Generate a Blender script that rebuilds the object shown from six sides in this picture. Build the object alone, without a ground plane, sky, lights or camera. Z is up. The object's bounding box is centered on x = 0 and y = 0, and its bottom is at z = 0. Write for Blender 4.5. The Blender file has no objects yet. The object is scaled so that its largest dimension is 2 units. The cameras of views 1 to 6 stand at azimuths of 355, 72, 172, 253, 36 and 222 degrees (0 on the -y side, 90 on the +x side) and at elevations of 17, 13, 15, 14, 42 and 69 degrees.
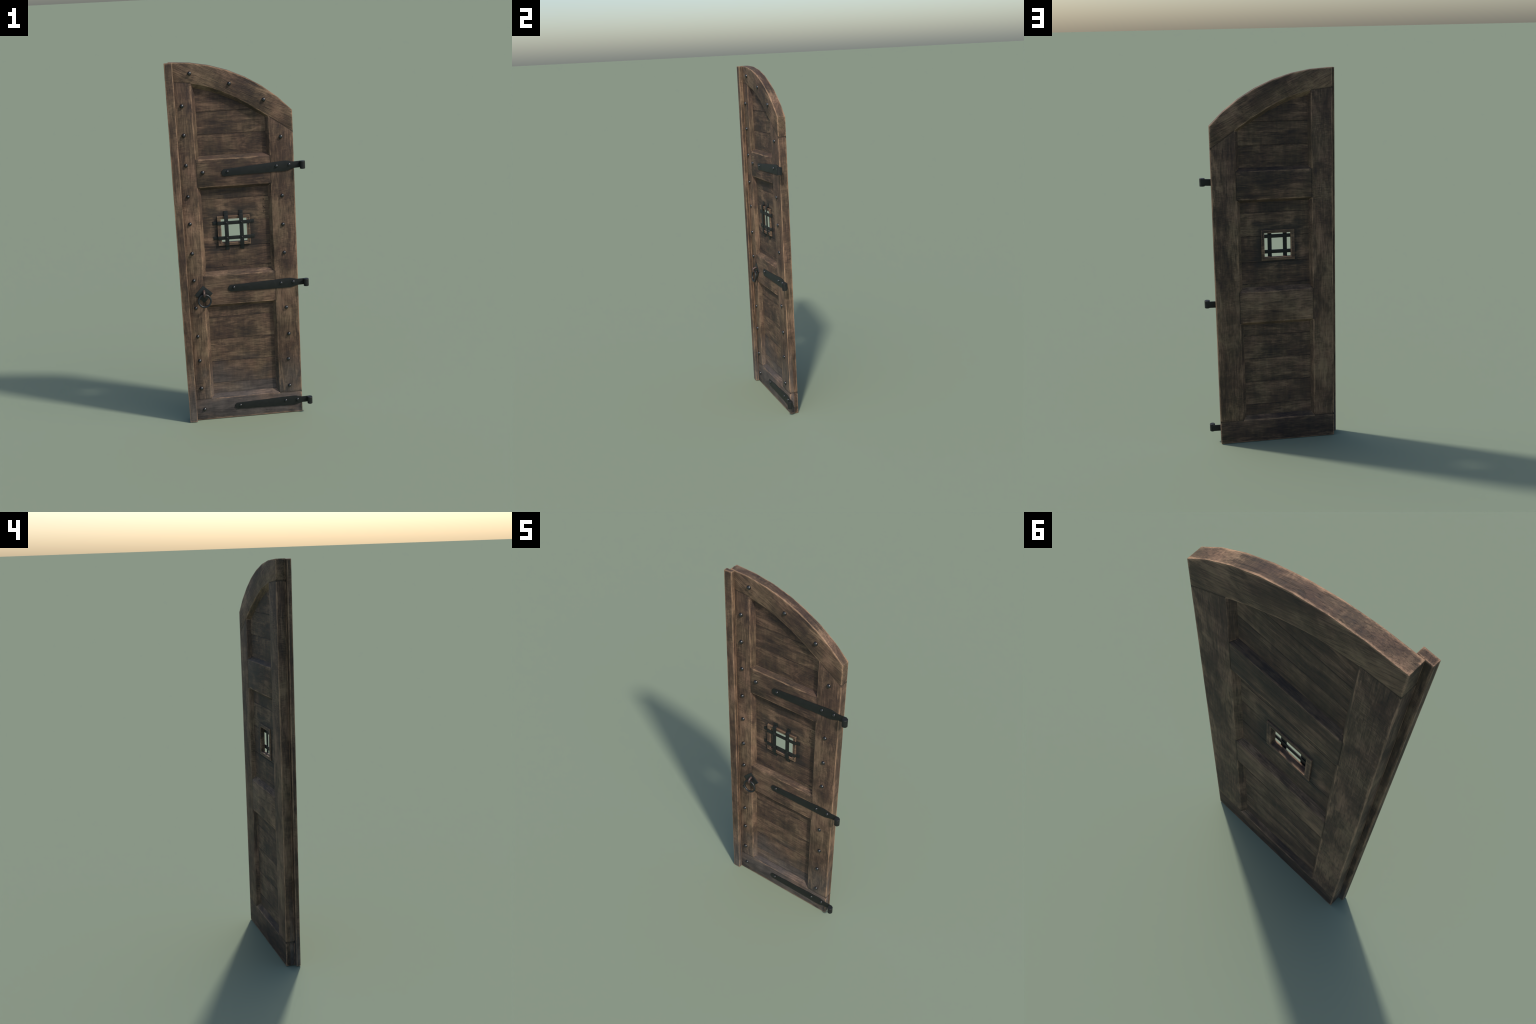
"""Half of an arched double door: framed and planked timber leaf with a barred
spy window, three strap hinges with barrel knuckles, a ring pull and round studs.
The front faces -y, the hinge side is +x, the meeting edge is -x."""
import bpy, bmesh, math, random
from mathutils import Vector, Matrix

random.seed(7)
COL = bpy.context.scene.collection

# ------------------------------------------------------------------ sizes
YF, YB = -0.0065, 0.0402          # front and back of the frame timbers
PF, PB = 0.0145, 0.0215           # front and back of the plank panel
XL, XR = -0.3310, 0.2948          # outer edges of the leaf
FL, FR = -0.2225, 0.1690          # inner front edges of the two stiles
IL, IR = -0.2037, 0.1501          # where the stile chamfers meet the panel
LOW = 0.1270                      # joint between bottom rail and stiles
ARC_C, ARC_R = (-0.3230, 1.1610), 0.8378
# openings: front edge low/high and where the chamfers land on the panel
OPEN_B = dict(fl=0.1275, fh=0.6868, il=0.1508, ih=0.6662)
OPEN_M = dict(fl=0.8530, fh=1.3470, il=0.8790, ih=1.3280)
OPEN_T = dict(fl=1.4935, il=1.5118)
# under side of the arched head, as it runs over the leaf (x, z)
HEAD_UNDER = [(-0.3310, 1.9035), (-0.2225, 1.8910), (-0.1314, 1.8688), (-0.0745, 1.8472),
              (0.0035, 1.8085), (0.0825, 1.7615), (0.1690, 1.7015), (0.2948, 1.6155)]


def lerp_curve(pts, x):
    for (x0, z0), (x1, z1) in zip(pts, pts[1:]):
        if x <= x1 + 1e-9:
            return z0 + (z1 - z0) * (x - x0) / (x1 - x0)
    return pts[-1][1]


def arc_top(x):
    return min(2.0, ARC_C[1] + math.sqrt(max(0.0, ARC_R ** 2 - (x - ARC_C[0]) ** 2)))


# -------------------------------------------------------------- materials
def N(nt, kind, **props):
    n = nt.nodes.new(kind)
    for k, v in props.items():
        setattr(n, k, v)
    return n


class Graph:
    """Small helper that wires shader nodes."""

    def __init__(self, name):
        self.mat = bpy.data.materials.new(name)
        self.mat.use_nodes = True
        self.nt = self.mat.node_tree
        self.nt.nodes.clear()
        self.out = N(self.nt, "ShaderNodeOutputMaterial")
        self.bsdf = N(self.nt, "ShaderNodeBsdfPrincipled")
        self.link(self.bsdf.outputs[0], self.out.inputs[0])

    def link(self, a, b):
        self.nt.links.new(a, b)

    def put(self, sock, v):
        if isinstance(v, (int, float)):
            sock.default_value = v
        elif isinstance(v, tuple):
            sock.default_value = v if len(v) == len(sock.default_value) else v + (1,)
        else:
            self.link(v, sock)

    def math(self, op, a, b=0.0, clamp=False):
        n = N(self.nt, "ShaderNodeMath", operation=op, use_clamp=clamp)
        self.put(n.inputs[0], a)
        self.put(n.inputs[1], b)
        return n.outputs[0]

    def vmath(self, op, a, b=(0.0, 0.0, 0.0)):
        n = N(self.nt, "ShaderNodeVectorMath", operation=op)
        self.put(n.inputs[0], a)
        self.put(n.inputs[1], b)
        return n.outputs["Value"] if op == "DOT_PRODUCT" else n.outputs[0]

    def mapping(self, vec, scale, rot=(0.0, 0.0, 0.0), loc=(0.0, 0.0, 0.0)):
        n = N(self.nt, "ShaderNodeMapping")
        self.link(vec, n.inputs[0])
        n.inputs["Scale"].default_value = scale
        n.inputs["Rotation"].default_value = rot
        n.inputs["Location"].default_value = loc
        return n.outputs[0]

    def noise(self, vec, scale=1.0, detail=4.0, rough=0.55, distort=0.0):
        n = N(self.nt, "ShaderNodeTexNoise")
        self.link(vec, n.inputs["Vector"])
        n.inputs["Scale"].default_value = scale
        n.inputs["Detail"].default_value = detail
        n.inputs["Roughness"].default_value = rough
        n.inputs["Distortion"].default_value = distort
        return n.outputs["Fac"]

    def ramp(self, fac, stops):
        n = N(self.nt, "ShaderNodeValToRGB")
        self.link(fac, n.inputs[0])
        el = n.color_ramp.elements
        while len(el) < len(stops):
            el.new(0.5)
        for e, (p, c) in zip(el, stops):
            e.position = p
            e.color = (c, c, c, 1) if isinstance(c, (int, float)) else c + (1,)
        return n.outputs[0]

    def mix(self, fac, a, b, blend="MIX"):
        n = N(self.nt, "ShaderNodeMix", data_type="RGBA", blend_type=blend)
        self.put(n.inputs[0], fac)
        self.put(n.inputs[6], a)
        self.put(n.inputs[7], b)
        return n.outputs[2]

    def bump(self, height, strength, dist, normal=None):
        n = N(self.nt, "ShaderNodeBump")
        n.inputs["Strength"].default_value = strength
        n.inputs["Distance"].default_value = dist
        self.link(height, n.inputs["Height"])
        if normal is not None:
            self.link(normal, n.inputs["Normal"])
        return n.outputs[0]


DARK = (0.0300, 0.0208, 0.0172)
MID = (0.0800, 0.0510, 0.0330)
PALE = (0.2350, 0.1520, 0.0940)
WORN = (0.6200, 0.3800, 0.2250)
GREY = (0.170, 0.149, 0.134)


def wood(name, turn=0.0, bright=1.0, wear=1.0, joints=(), saw=0.22, baked_shade=None, groove=False):
    """Old oak. The grain runs along local x after a turn about y. `joints` are
    (x0, x1, z0, z1) zones where timbers butt together: no rubbed arris there."""
    g = Graph(name)
    tc = N(g.nt, "ShaderNodeTexCoord").outputs["Object"]
    info = N(g.nt, "ShaderNodeObjectInfo").outputs["Random"]
    shift = N(g.nt, "ShaderNodeCombineXYZ")
    for i, k in enumerate((7.3, 3.1, 5.7)):
        g.put(shift.inputs[i], g.math("MULTIPLY", info, k))
    p = g.vmath("ADD", tc, shift.outputs[0])
    pr = g.mapping(p, (1, 1, 1), (0.0, turn, 0.0))

    def part(n, gain):
        return g.math("MULTIPLY", g.math("SUBTRACT", n, 0.5), gain)

    fine = g.noise(g.mapping(pr, (14, 330, 330)), 1.0, 4, 0.7, 0.3)
    streak = g.noise(g.mapping(pr, (5, 75, 75)), 1.0, 5, 0.65, 0.9)
    patch = g.noise(g.mapping(pr, (7, 17, 17)), 1.0, 5, 0.62, 0.8)
    broad = g.noise(g.mapping(p, (5, 5, 4), loc=(1, 5, 2)), 1.0, 3, 0.55)
    # saw marks and scratches across the grain
    cross = g.noise(g.mapping(pr, (60, 9, 9)), 1.0, 4, 0.65)
    scratch = g.noise(g.mapping(p, (40, 40, 420), (0.0, 0.8, 0.0)), 1.0, 3, 0.65)
    rough_zone = g.ramp(g.noise(g.mapping(p, (7, 7, 7), loc=(8, 2, 6)), 1.0, 2, 0.5), [(0.42, 0.0), (0.62, 1.0)])
    v = g.math("ADD", 0.47, part(patch, 0.85))
    v = g.math("ADD", v, part(broad, 0.85))
    v = g.math("ADD", v, part(streak, 0.36))
    v = g.math("ADD", v, part(fine, 0.64))
    v = g.math("ADD", v, part(cross, saw))
    v = g.math("ADD", v, g.math("MULTIPLY", part(scratch, 0.7), rough_zone))
    v = g.math("ADD", v, part(info, 0.14))
    col = g.ramp(v, [(0.22, DARK), (0.48, MID), (0.82, PALE)])
    # drift between red brown and olive brown
    hue = g.ramp(g.noise(g.mapping(p, (9, 9, 7), loc=(3, 1, 2)), 1.0, 3, 0.6), [(0.38, 0.0), (0.62, 1.0)])
    col = g.mix(1.0, col, g.mix(hue, (0.98, 1.01, 0.97), (1.04, 0.965, 0.985)), "MULTIPLY")
    # open pores and hairline checks
    pore = g.ramp(g.noise(g.mapping(pr, (11, 210, 210), loc=(4, 4, 4)), 1.0, 3, 0.7, 0.6),
                  [(0.34, 1.0), (0.43, 0.0)])
    col = g.mix(g.math("MULTIPLY", pore, 0.55), col, (0.022, 0.017, 0.014))
    # grey weathering near the threshold
    sep = N(g.nt, "ShaderNodeSeparateXYZ")
    g.link(tc, sep.inputs[0])
    z = g.math("ADD", sep.outputs[2], part(broad, 0.7))
    foot = g.math("MULTIPLY", g.ramp(z, [(0.04, 1.0), (0.36, 0.0)]), 0.75)
    foot = g.math("MULTIPLY", foot, g.math("LESS_THAN", sep.outputs[1], 0.018))   # rain splash, outside only
    col = g.mix(foot, col, g.ramp(v, [(0.2, (0.052, 0.044, 0.042)), (0.8, GREY)]))
    # occlusion shade round the window bars, darkened into the plank colour
    if baked_shade:
        cx, cz, hx, hz = baked_shade
        dx = g.math("SUBTRACT", g.math("ABSOLUTE", g.math("SUBTRACT", sep.outputs[0], cx)), hx)
        dz = g.math("SUBTRACT", g.math("ABSOLUTE", g.math("SUBTRACT", sep.outputs[2], cz)), hz)
        d = g.math("ADD", g.math("MAXIMUM", dx, dz), g.math("ADD", part(patch, 0.10), part(streak, 0.06)))
        col = g.mix(g.ramp(d, [(0.0, 0.75), (0.042, 0.0)]), col, (0.022, 0.020, 0.018))
    # rubbed, paler arrises
    bev = N(g.nt, "ShaderNodeBevel", samples=6)
    bev.inputs["Radius"].default_value = 0.0100
    geo = N(g.nt, "ShaderNodeNewGeometry")
    edge = g.math("SUBTRACT", 1.0, g.vmath("DOT_PRODUCT", bev.outputs[0], geo.outputs["True Normal"]))
    brk = g.noise(g.mapping(pr, (11, 34, 34)), 1.0, 5, 0.68)
    arris = g.math("SQRT", g.math("MAXIMUM", edge, 0.0))
    edge = g.math("ADD", g.math("MULTIPLY", arris, 1.6), part(brk, 2.3))
    edge = g.math("ADD", edge, part(fine, 0.5))
    edge = g.ramp(edge, [(0.22, 0.0), (0.70, 1.0)])
    edge = g.math("MULTIPLY", edge, g.ramp(arris, [(0.05, 0.0), (0.20, 1.0)]))
    butt = 1.0 if joints is None else 0.0
    for x0, x1, z0, z1 in joints or ():
        inside = g.math("MULTIPLY", g.math("GREATER_THAN", sep.outputs[0], x0), g.math("LESS_THAN", sep.outputs[0], x1))
        inside = g.math("MULTIPLY", inside, g.math("GREATER_THAN", sep.outputs[2], z0))
        inside = g.math("MULTIPLY", inside, g.math("LESS_THAN", sep.outputs[2], z1))
        butt = g.math("MAXIMUM", inside, butt)
    if groove:                                # arrises sunk by the panel are sheltered
        mid_y = (PF + PB) / 2
        deep = g.math("LESS_THAN", g.math("ABSOLUTE", g.math("SUBTRACT", sep.outputs[1], mid_y)), 0.0085)
        edge = g.math("MULTIPLY", edge, g.math("SUBTRACT", 1.0, g.math("MULTIPLY", deep, 0.9)))
    edge = g.math("MULTIPLY", edge, g.math("SUBTRACT", wear, g.math("MULTIPLY", butt, 0.8 * wear)))
    col = g.mix(g.math("MULTIPLY", edge, 0.66), col, g.mix(g.ramp(fine, [(0.3, 0.0), (0.6, 1.0)]), (0.25, 0.148, 0.085), WORN))
    # near-black lines along the seams between timbers
    seam = g.math("MULTIPLY", g.ramp(arris, [(0.24, 0.0), (0.40, 0.85)]), butt)
    col = g.mix(seam, col, (0.012, 0.010, 0.009))
    if bright != 1.0:
        col = g.mix(1.0, col, (bright, bright, bright), "MULTIPLY")
    g.link(col, g.bsdf.inputs["Base Color"])
    g.put(g.bsdf.inputs["Roughness"], g.math("ADD", 0.58, g.math("MULTIPLY", fine, 0.3)))
    g.bsdf.inputs["Specular IOR Level"].default_value = 0.3
    h = g.math("ADD", g.math("MULTIPLY", fine, 0.7), g.math("MULTIPLY", streak, 0.8))
    h = g.math("SUBTRACT", h, g.math("MULTIPLY", pore, 0.5))
    h = g.math("ADD", h, g.math("MULTIPLY", g.math("MULTIPLY", scratch, rough_zone), 0.5))
    g.link(g.bump(h, 0.6, 0.0024), g.bsdf.inputs["Normal"])
    return g.mat


def iron(name, base, base2, rough, metallic, spec=0.5):
    g = Graph(name)
    tc = N(g.nt, "ShaderNodeTexCoord").outputs["Object"]
    n = g.noise(g.mapping(tc, (60, 60, 60)), 1.0, 4, 0.6)
    g.link(g.mix(g.ramp(n, [(0.35, 0.0), (0.7, 1.0)]), base, base2), g.bsdf.inputs["Base Color"])
    g.bsdf.inputs["Metallic"].default_value = metallic
    g.bsdf.inputs["Specular IOR Level"].default_value = spec
    g.put(g.bsdf.inputs["Roughness"], g.math("ADD", rough - 0.08, g.math("MULTIPLY", n, 0.16)))
    dents = g.noise(g.mapping(tc, (110, 110, 110)), 1.0, 2, 0.5)
    g.link(g.bump(dents, 0.25, 0.0015), g.bsdf.inputs["Normal"])
    return g.mat


HALF = math.pi / 2
J = 0.013
MID_RAILS = [(OPEN_B["fh"], OPEN_M["fl"]), (OPEN_M["fh"], OPEN_T["fl"])]
W_UP = wood("oak_upright", HALF, joints=[(x - J, x + J, z0 - 0.004, z1 + 0.004) for x in (FL, FR) for z0, z1 in MID_RAILS]
            + [(-0.327, FL + 0.004, 0.0, LOW + J), (FR - 0.004, 0.287, 0.0, LOW + J),
               (-0.327, FL + 0.004, 1.878, 2.0), (FR + 0.002, 0.287, 1.605, 1.712),
               (0.28, 0.30, 1.609, 1.623), (0.28, 0.30, LOW - 0.006, LOW + 0.006),
               (-0.34, -0.32, 1.897, 1.910), (-0.34, -0.32, LOW - 0.006, LOW + 0.006)], groove=True)
W_STRIP = wood("oak_strip", HALF, wear=1.0)
W_ACROSS = wood("oak_across", 0.0, joints=[(FL - J, FL + J, 0.6, 1.6), (FR - J, FR + J, 0.6, 1.6),
                                          (-0.327, FL, LOW - J, LOW + J), (FR, 0.287, LOW - J, LOW + J),
                                          (0.28, 0.30, LOW - 0.006, LOW + 0.006), (-0.34, -0.32, LOW - 0.006, LOW + 0.006)], groove=True)
W_PLANK = wood("oak_plank", 0.0, 1.0, 0.3, joints=None, saw=0.34, baked_shade=(-0.0407, 1.0995, 0.098, 0.094))
W_HEAD = wood("oak_head", math.radians(-27), joints=[(-0.327, FL, 1.87, 1.92), (FR, 0.287, 1.60, 1.715),
                                                         (0.28, 0.30, 1.609, 1.623), (-0.34, -0.32, 1.897, 1.910)], groove=True)
W_SMALL = wood("oak_window_frame", 0.0, 1.25, 0.45)
M_IRON = iron("black_iron", (0.0080, 0.0092, 0.0085), (0.0130, 0.0145, 0.0132), 0.56, 0.0, 0.35)
M_STUD = iron("stud_iron", (0.0060, 0.0065, 0.0070), (0.0120, 0.0125, 0.0130), 0.30, 0.0, 0.8)
M_RING = iron("ring_iron", (0.0110, 0.0125, 0.0130), (0.0190, 0.0205, 0.0205), 0.40, 0.1, 0.5)
M_RUST = iron("rusty_staple", (0.058, 0.037, 0.031), (0.095, 0.060, 0.049), 0.42, 0.2, 0.5)


# ------------------------------------------------------------ mesh helpers
def finish(bm, name, mat, parent, bevel=0.0, segs=2, smooth=32, limit=25):
    bmesh.ops.remove_doubles(bm, verts=bm.verts, dist=1e-6)
    bmesh.ops.recalc_face_normals(bm, faces=bm.faces)
    if bevel:
        sharp = [e for e in bm.edges if len(e.link_faces) == 2
                 and e.calc_face_angle(0) > math.radians(limit)]
        bmesh.ops.bevel(bm, geom=sharp, offset=bevel, segments=segs, profile=0.6,
                        affect="EDGES", clamp_overlap=True)
    me = bpy.data.meshes.new(name)
    bm.to_mesh(me)
    bm.free()
    for f in me.polygons:
        f.use_smooth = True
    me.set_sharp_from_angle(angle=math.radians(smooth))
    me.materials.append(mat)
    return place(me, name, parent)


def place(me, name, parent, matrix=None):
    ob = bpy.data.objects.new(name, me)
    COL.objects.link(ob)
    if matrix is not None:
        ob.matrix_world = matrix
    ob.parent = parent
    if matrix is not None:
        ob.matrix_parent_inverse = parent.matrix_world.inverted()
    return ob


def slab(bm, outline, y0, y1):
    """Prism of an (x, z) outline between two y planes."""
    a = [bm.verts.new((x, y0, z)) for x, z in outline]
    b = [bm.verts.new((x, y1, z)) for x, z in outline]
    n = len(outline)
    bm.faces.new(a)
    bm.faces.new(b[::-1])
    for i in range(n):
        j = (i + 1) % n
        bm.faces.new((a[i], b[i], b[j], a[j]))


def box(bm, x0, x1, y0, y1, z0, z1):
    slab(bm, [(x0, z0), (x1, z0), (x1, z1), (x0, z1)], y0, y1)


def member(name, mat, parent, outline, edges):
    """Frame timber. `outline` is the front (x, z) outline; `edges` says which
    outline edges carry a chamfer down to the panel: {i: (inner_a, inner_b)}
    where the points are where that edge lands on the panel. Neighbouring
    chamfered edges share their inner points."""
    bm = bmesh.new()
    n = len(outline)
    front = [bm.verts.new((x, YF, z)) for x, z in outline]
    back = [bm.verts.new((x, YB, z)) for x, z in outline]
    bm.faces.new(front)
    bm.faces.new(back[::-1])
    cache = {}

    def inner(p):
        if p not in cache:
            # the chamfer runs on a little, into the groove that holds the panel
            cache[p] = (bm.verts.new((p[0], PF + 0.0025, p[1])),
                        bm.verts.new((p[0], PB - 0.0025, p[1])))
        return cache[p]

    for i in range(n):
        j = (i + 1) % n
        if i not in edges:
            bm.faces.new((front[i], back[i], back[j], front[j]))
            continue
        pa, pb = edges[i]
        a, b = inner(pa), inner(pb)
        bm.faces.new((front[i], a[0], b[0], front[j]))
        bm.faces.new((a[0], a[1], b[1], b[0]))
        bm.faces.new((a[1], back[i], back[j], b[1]))
        if (i - 1) % n not in edges:
            bm.faces.new((front[i], back[i], a[1], a[0]))
        if j not in edges:
            bm.faces.new((front[j], b[0], b[1], back[j]))
    return finish(bm, name, mat, parent, bevel=0.0012, segs=2)


def lathe(bm, profile, centre, axis="y", steps=20):
    """Revolve (radius, height) pairs about an axis through centre."""
    rings = []
    for r, h in profile:
        ring = []
        for k in range(steps if r > 1e-6 else 1):
            t = 2 * math.pi * k / steps
            c, s = r * math.cos(t), r * math.sin(t)
            off = (c, h, s) if axis == "y" else (c, s, h)
            ring.append(bm.verts.new(Vector(centre) + Vector(off)))
        rings.append(ring)
    for r0, r1 in zip(rings, rings[1:]):
        if len(r0) == 1 and len(r1) == 1:
            continue
        for k in range(steps):
            m = (k + 1) % steps
            if len(r0) == 1:
                bm.faces.new((r0[0], r1[k], r1[m]))
            elif len(r1) == 1:
                bm.faces.new((r0[k], r1[0], r0[m]))
            else:
                bm.faces.new((r0[k], r1[k], r1[m], r0[m]))


def tube(bm, path, radius, closed=False, sides=14):
    """Round bar along a list of points."""
    n = len(path)
    rings = []
    prev = None
    for i, p in enumerate(path):
        a = path[(i - 1) % n] if closed or i else p
        b = path[(i + 1) % n] if closed or i < n - 1 else p
        t = (b - a).normalized()
        u = Vector((1, 0, 0)) if prev is None else prev
        u = (u - t * u.dot(t))
        if u.length < 1e-4:
            u = t.orthogonal()
        u.normalize()
        prev = u
        w = t.cross(u)
        rings.append([bm.verts.new(p + radius * (math.cos(q) * u + math.sin(q) * w))
                      for q in (2 * math.pi * k / sides for k in range(sides))])
    for i in range(n if closed else n - 1):
        r0, r1 = rings[i], rings[(i + 1) % n]
        for k in range(sides):
            m = (k + 1) % sides
            bm.faces.new((r0[k], r0[m], r1[m], r1[k]))
    if not closed:
        bm.faces.new(rings[0][::-1])
        bm.faces.new(rings[-1])


# -------------------------------------------------------------------- door
door = bpy.data.objects.new("wooden_door", None)
COL.objects.link(door)
door["label"] = "tall dark arched wooden door leaf with iron hinges, studs and barred window"
door["category"] = "door"

# corner points where chamfers meet
under_l, under_r = lerp_curve(HEAD_UNDER, FL), lerp_curve(HEAD_UNDER, FR)
HEAD_IN = [(IL, 1.8595), (-0.1385, 1.8450), (-0.0805, 1.8245), (-0.0045, 1.7885),
           (0.0725, 1.7445), (IR, 1.6978)]
G = 0.0004                                   # hairline at the joints

# left (meeting) stile, right (hinge) stile
left = [(XL, LOW + G), (FL, LOW + G), (FL, OPEN_B["fh"]), (FL, OPEN_M["fl"]), (FL, OPEN_M["fh"]),
        (FL, OPEN_T["fl"]), (FL, under_l - G), (XL, HEAD_UNDER[0][1] - G)]
member("stile", W_UP, door, left, {
    1: ((IL, OPEN_B["il"]), (IL, OPEN_B["ih"])),
    3: ((IL, OPEN_M["il"]), (IL, OPEN_M["ih"])),
    5: ((IL, OPEN_T["il"]), HEAD_IN[0])})
right = [(XR, LOW + G), (XR, HEAD_UNDER[-1][1] - G), (FR, under_r - G), (FR, OPEN_T["fl"]),
         (FR, OPEN_M["fh"]), (FR, OPEN_M["fl"]), (FR, OPEN_B["fh"]), (FR, LOW + G)]
member("stile", W_UP, door, right, {
    2: (HEAD_IN[-1], (IR, OPEN_T["il"])),
    4: ((IR, OPEN_M["ih"]), (IR, OPEN_M["il"])),
    6: ((IR, OPEN_B["ih"]), (IR, OPEN_B["il"]))})

# rails
a, b = FL + G, FR - G
member("rail", W_ACROSS, door, [(XL, 0.0), (XR, 0.0), (XR, LOW), (FR, LOW), (FL, LOW), (XL, LOW)],
       {3: ((IR, OPEN_B["il"]), (IL, OPEN_B["il"]))})
member("rail", W_ACROSS, door, [(a, OPEN_B["fh"]), (b, OPEN_B["fh"]), (b, OPEN_M["fl"]), (a, OPEN_M["fl"])],
       {0: ((IL, OPEN_B["ih"]), (IR, OPEN_B["ih"])), 2: ((IR, OPEN_M["il"]), (IL, OPEN_M["il"]))})
member("rail", W_ACROSS, door, [(a, OPEN_M["fh"]), (b, OPEN_M["fh"]), (b, OPEN_T["fl"]), (a, OPEN_T["fl"])],
       {0: ((IL, OPEN_M["ih"]), (IR, OPEN_M["ih"])), 2: ((IR, OPEN_T["il"]), (IL, OPEN_T["il"]))})

# arched head: faceted bow on top, chamfered curve below
top = []
t0 = math.acos((XR - ARC_C[0]) / ARC_R)
for k in range(8):
    t = t0 + (math.pi / 2 - t0) * k / 7
    top.append((ARC_C[0] + ARC_R * math.cos(t), ARC_C[1] + ARC_R * math.sin(t)))
top[-1] = (XL, 2.0)
head = HEAD_UNDER + top
member("arched_head", W_HEAD, door, head,
       {i + 1: (HEAD_IN[i], HEAD_IN[i + 1]) for i in range(5)})

# strip that covers the gap to the other leaf
bm = bmesh.new()
box(bm, -0.3516, -0.3090, -0.0280, -0.0068, 0.0, 1.9985)
finish(bm, "meeting_strip", W_STRIP, door, bevel=0.0022, segs=3)

# ------------------------------------------------------------------ planks
PLANK_Z = [0.085, 0.210, 0.342, 0.476, 0.606, 0.765, 0.894, 1.010, 1.150, 1.275, 1.400, 1.622, 1.740]
X0, X1 = -0.3260, 0.2890
HX0, HX1, HZ0, HZ1 = -0.1190, 0.0380, 1.0260, 1.1720       # hole behind the window frame
for z0, z1 in zip(PLANK_Z, PLANK_Z[1:]):
    if z0 == 1.010:
        shape = [(X0, z0), (HX0, z0), (HX0 + 0, z0), (X1, z0), (X1, z1), (HX1, z1), (HX1, HZ0), (HX0, HZ0), (HX0, z1), (X0, z1)]
        shape.pop(1), shape.pop(1)
    elif z0 == 1.150:
        shape = [(X0, z0), (HX0, z0), (HX0, HZ1), (HX1, HZ1), (HX1, z0), (X1, z0), (X1, z1), (X0, z1)]
    else:
        x1 = 0.2660 if z1 > 1.7 else X1
        shape = [(X0, z0), (x1, z0), (x1, z1), (X0, z1)]
    bm = bmesh.new()
    slab(bm, shape, PF + random.uniform(-0.0005, 0.0005), PB + random.uniform(-0.0005, 0.0005))
    finish(bm, "plank", W_PLANK, door, bevel=0.0016, segs=1)
crown = [(X0, 1.740), (0.128, 1.740)] + [(x, lerp_curve(HEAD_UNDER, x) + 0.012)
                                         for x in (0.1105, 0.0825, 0.0035, -0.0745, -0.1314, -0.2225)]
crown.append((X0, lerp_curve(HEAD_UNDER, X0) + 0.012))
bm = bmesh.new()
slab(bm, crown, PF, PB)
finish(bm, "plank", W_PLANK, door, bevel=0.0016, segs=1)

# old nail holes and a split knot in the middle panel
M_HOLE = iron("dark_hole", (0.010, 0.008, 0.007), (0.016, 0.013, 0.011), 0.9, 0.0, 0.1)
for x, z, tall in [(0.1256, 1.2580, 2.4), (0.1250, 1.2165, 2.0), (0.1292, 1.2120, 1.5), (0.1255, 1.1912, 2.4), (-0.1130, 0.9060, 3.0)]:
    bm = bmesh.new()
    lathe(bm, [(0.0, -0.0004), (0.0013, -0.0003), (0.0019, 0.0004), (0.0, 0.0020)], (0, 0, 0), "y", 10)
    ob = finish(bm, "nail_hole", M_HOLE, door)
    ob.matrix_world = (Matrix.Translation((x, PF - 0.0002, z)) @ Matrix.Rotation(random.uniform(-0.5, 0.2), 4, "Y")
                       @ Matrix.Diagonal((1, 1, tall, 1)))

# ------------------------------------------------------- barred spy window
WX0, WX1, WZ0, WZ1 = -0.1283, 0.0464, 1.0185, 1.1805
VX0, VX1, VZ0, VZ1 = -0.1095, 0.0300, 1.0340, 1.1640
WF, WB = 0.0050, 0.0275
bm = bmesh.new()
outer = [(WX0, WZ0), (WX1, WZ0), (WX1, WZ1), (WX0, WZ1)]
inner = [(VX0, VZ0), (VX1, VZ0), (VX1, VZ1), (VX0, VZ1)]
for i in range(4):
    j = (i + 1) % 4
    slab(bm, [outer[i], outer[j], inner[j], inner[i]], WF, WB)
for v in bm.verts:                        # the battens fall away to their outer edge
    if min(abs(v.co.x - WX0), abs(v.co.x - WX1), abs(v.co.z - WZ0), abs(v.co.z - WZ1)) < 1e-5:
        v.co.y += 0.0003 if v.co.y < 0.015 else -0.0010
me_bm = bm
bmesh.ops.recalc_face_normals(me_bm, faces=me_bm.faces)
sharp = list(me_bm.edges)
bmesh.ops.bevel(me_bm, geom=sharp, offset=0.0009, segments=2, profile=0.6, affect="EDGES", clamp_overlap=True)
me = bpy.data.meshes.new("window_frame")
me_bm.to_mesh(me)
me_bm.free()
for f in me.polygons:
    f.use_smooth = True
me.set_sharp_from_angle(angle=math.radians(32))
me.materials.append(W_SMALL)
window = place(me, "window_frame", door)


def bent_bar(name, lo, hi, rise_lo, rise_hi, at, width, y_top, thick, upright):
    """Flat bar whose two ends are set down on the planks."""
    y_end = PF - thick + 0.0003
    path = [(lo, y_end), (rise_lo - 0.002, y_end), (rise_lo + 0.002, y_top),
            (rise_hi - 0.002, y_top), (rise_hi + 0.002, y_end), (hi, y_end)]
    bm = bmesh.new()
    rows = []
    for s, y in path:
        row = []
        for dy in (0.0, thick):
            for w in (-width / 2, width / 2):
                p = (at + w, y + dy, s) if upright else (s, y + dy, at + w)
                row.append(bm.verts.new(p))
        rows.append(row)
    for r0, r1 in zip(rows, rows[1:]):
        for q0, q1 in ((0, 1), (1, 3), (3, 2), (2, 0)):
            bm.faces.new((r0[q0], r0[q1], r1[q1], r1[q0]))
    bm.faces.new((rows[0][0], rows[0][2], rows[0][3], rows[0][1]))
    bm.faces.new((rows[-1][0], rows[-1][1], rows[-1][3], rows[-1][2]))
    return finish(bm, name, M_IRON, window, bevel=0.0007, segs=2)


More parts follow.
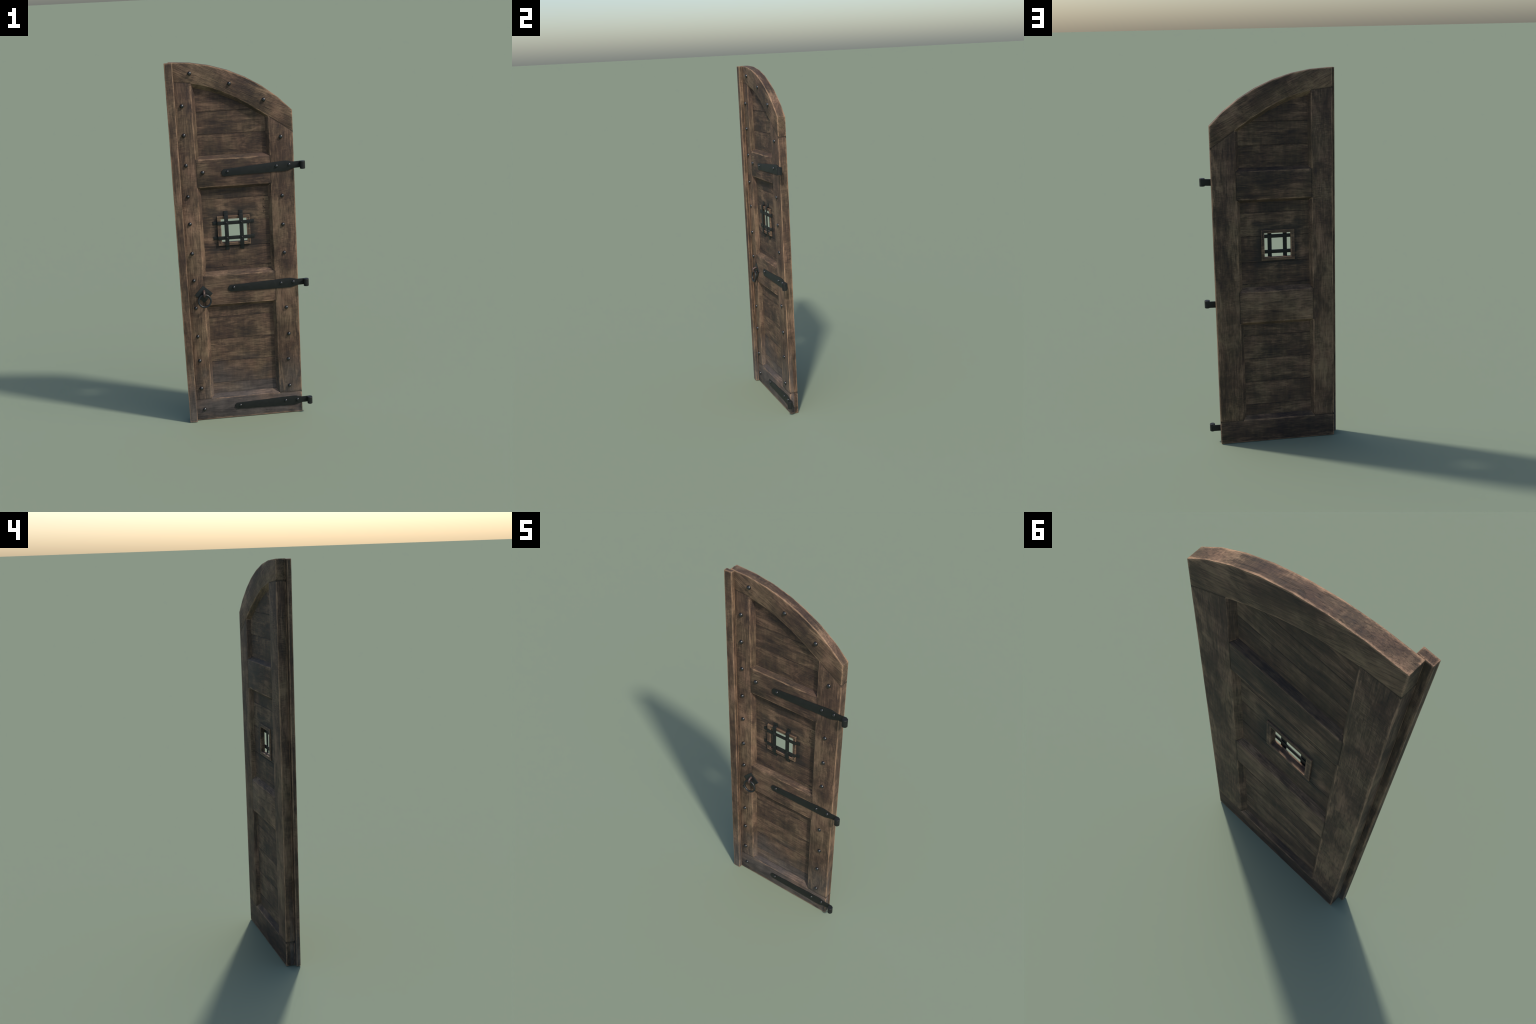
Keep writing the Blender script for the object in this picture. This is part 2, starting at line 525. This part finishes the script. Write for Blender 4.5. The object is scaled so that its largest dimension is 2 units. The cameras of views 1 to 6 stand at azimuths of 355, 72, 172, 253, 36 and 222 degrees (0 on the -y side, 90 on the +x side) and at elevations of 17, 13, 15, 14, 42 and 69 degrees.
BAR_X, BAR_Z = (-0.0810, -0.0002), (1.1430, 1.0600)
for z in BAR_Z:
    bent_bar("grille_bar", -0.1535, 0.0695, -0.1305, 0.0490, z, 0.0195, 0.0022, 0.0032, False)
for x in BAR_X:
    bent_bar("grille_bar", 0.9915, 1.2075, 1.0160, 1.1875, x, 0.0215, -0.0008, 0.0032, True)


def dome(radius, height, name, mat):
    bm = bmesh.new()
    prof = [(0.0, -height)]
    for k in range(1, 8):
        t = k / 7 * math.pi / 2
        prof.append((radius * math.sin(t), -height * math.cos(t)))
    prof += [(radius * 0.98, 0.0012), (0.0, 0.0012)]
    lathe(bm, prof, (0, 0, 0), "y", 20)
    bmesh.ops.recalc_face_normals(bm, faces=bm.faces)
    me = bpy.data.meshes.new(name)
    bm.to_mesh(me)
    bm.free()
    for f in me.polygons:
        f.use_smooth = True
    me.set_sharp_from_angle(angle=math.radians(50))
    me.materials.append(mat)
    return me


def scatter(me, name, parent, x, y, z, jitter=0.12):
    s = 1 + random.uniform(-jitter, jitter) * 0.5
    m = (Matrix.Translation((x, y, z)) @ Matrix.Rotation(random.uniform(0, 6.28), 4, "Y")
         @ Matrix.Diagonal((s, 1 + random.uniform(-jitter, jitter), s * random.uniform(0.95, 1.05), 1)))
    return place(me, name, parent, m)


STUD = dome(0.0105, 0.0102, "stud", M_STUD)
RIVET = dome(0.0083, 0.0070, "rivet", M_STUD)
PIN = dome(0.0058, 0.0026, "grille_rivet", M_IRON)
for z in BAR_Z:
    for x in BAR_X:
        scatter(PIN, "grille_rivet", window, x, -0.0008, z)

# ------------------------------------------------------------------- studs
for x, z in [(-0.2250, 1.9410), (-0.0255, 1.8795), (0.1478, 1.7880), (-0.1903, 1.4265), (-0.2647, 0.0645)]:
    scatter(STUD, "stud", door, x, YF, z)
for z in (1.7785, 1.6275, 1.4690, 1.3030, 1.1528, 0.9888, 0.8357, 0.6765, 0.5095, 0.3640, 0.1955):
    scatter(STUD, "stud", door, -0.2747 + random.uniform(-0.0008, 0.0008), YF, z)
for x, z in [(0.2298, 1.5905), (0.2257, 1.2760), (0.2243, 1.1170), (0.2254, 0.9580), (0.2250, 0.6412),
             (0.2333, 0.4835), (0.2252, 0.3312), (0.2263, 0.1682)]:
    scatter(STUD, "stud", door, x, YF, z)


# ----------------------------------------------------------- strap hinges
def hinge(z_tip, z_pin, w_tip=0.0365, w_root=0.0525):
    """Tapered strap, swelling before a narrow neck that curls round a barrel."""
    thick = 0.0040
    x_tip, x_swell, x_neck, x_bar, r = -0.0915, 0.2480, 0.2960, 0.3374, 0.0142
    y1 = YF + 0.0003
    y0 = y1 - thick
    neck = 0.0350

    def mid(x):
        return z_tip + (z_pin - z_tip) * (x - x_tip) / (x_neck - x_tip)

    def half(x):
        if x < x_tip + 0.016:                                  # rounded tip
            d = 1 - (x - x_tip) / 0.016
            return w_tip / 2 * math.sqrt(max(0.0, 1 - d * d)) if d < 1 else 0.0
        if x <= 0.165:
            return (w_tip + (w_root - 0.002 - w_tip) * (x - x_tip) / (0.165 - x_tip)) / 2
        if x <= x_swell:
            return (w_root - 0.002 + 0.004 * math.sin(math.pi * (x - 0.165) / (x_swell - 0.165) * 0.5)) / 2
        t = min(1.0, (x - x_swell) / (x_neck - x_swell))
        return (w_root + 0.002) / 2 + (neck / 2 - (w_root + 0.002) / 2) * (1 - math.cos(math.pi * t)) / 2

    xs = [x_tip + 0.016 * (1 - math.cos(math.pi / 2 * k / 7)) for k in range(1, 8)]
    xs += [x_tip + 0.016 + (0.165 - x_tip - 0.016) * k / 6 for k in range(1, 7)]
    xs += [0.165 + (x_neck - 0.165) * k / 14 for k in range(1, 15)] + [x_bar]
    outline = [(x_tip, mid(x_tip))] + [(x, mid(x) - half(x)) for x in xs]
    outline += [(x, mid(x) + half(x)) for x in reversed(xs)]
    bm = bmesh.new()
    slab(bm, outline, y0, y1)
    ob = finish(bm, "hinge", M_IRON, door, bevel=0.0008, segs=2, limit=40)
    bm = bmesh.new()
    zc, hh = z_pin, 0.0205
    yc = y1 - r - 0.0032
    lathe(bm, [(0.0, -hh), (r - 0.0012, -hh), (r, -hh + 0.0012), (r, hh - 0.0012), (r - 0.0012, hh), (0.0, hh)],
          (x_bar, yc, zc), "z", 28)
    finish(bm, "knuckle", M_IRON, ob)
    for x in (-0.0600, 0.2005, 0.2685):
        scatter(RIVET, "rivet", ob, x, y0, mid(x) + 0.004)


hinge(1.4185, 1.4380)
hinge(0.7765, 0.7845)
hinge(0.0685, 0.0745)

# --------------------------------------------------------------- ring pull
PX, PZ = -0.2268, 0.7545
bm = bmesh.new()
tilt = math.radians(1.8)
slab(bm, [(PX + 0.0495 * math.cos(t), PZ + 0.0495 * math.sin(t))
          for t in (tilt + k * math.pi / 2 for k in range(4))], YF - 0.0036, YF + 0.0003)
plate = finish(bm, "handle_plate", M_RING, door, bevel=0.0013, segs=2)

bm = bmesh.new()                                            # staple standing off the plate
loop = [Vector((PX + 0.0015, YF - 0.0010 - 0.0250 * math.sin(t) ** 0.8, PZ + 0.0035 + 0.0150 * math.cos(t)))
        for t in (math.pi * k / 14 for k in range(15))]
tube(bm, loop, 0.0066)
finish(bm, "handle_staple", M_RUST, plate)

bm = bmesh.new()                                            # hanging ring
RM, RT = 0.0335, 0.0053
yaw, lean = math.radians(2), math.radians(-7.5)
turn = Matrix.Rotation(yaw, 3, "Z") @ Matrix.Rotation(lean, 3, "X")
hang = Vector((-0.2245, -0.0231, 0.7536))
ring_pts = [hang + turn @ Vector((RM * math.sin(t), 0, RM * math.cos(t) - RM))
            for t in (2 * math.pi * k / 40 for k in range(40))]
tube(bm, ring_pts, RT, closed=True)
finish(bm, "handle_ring", M_RING, plate)
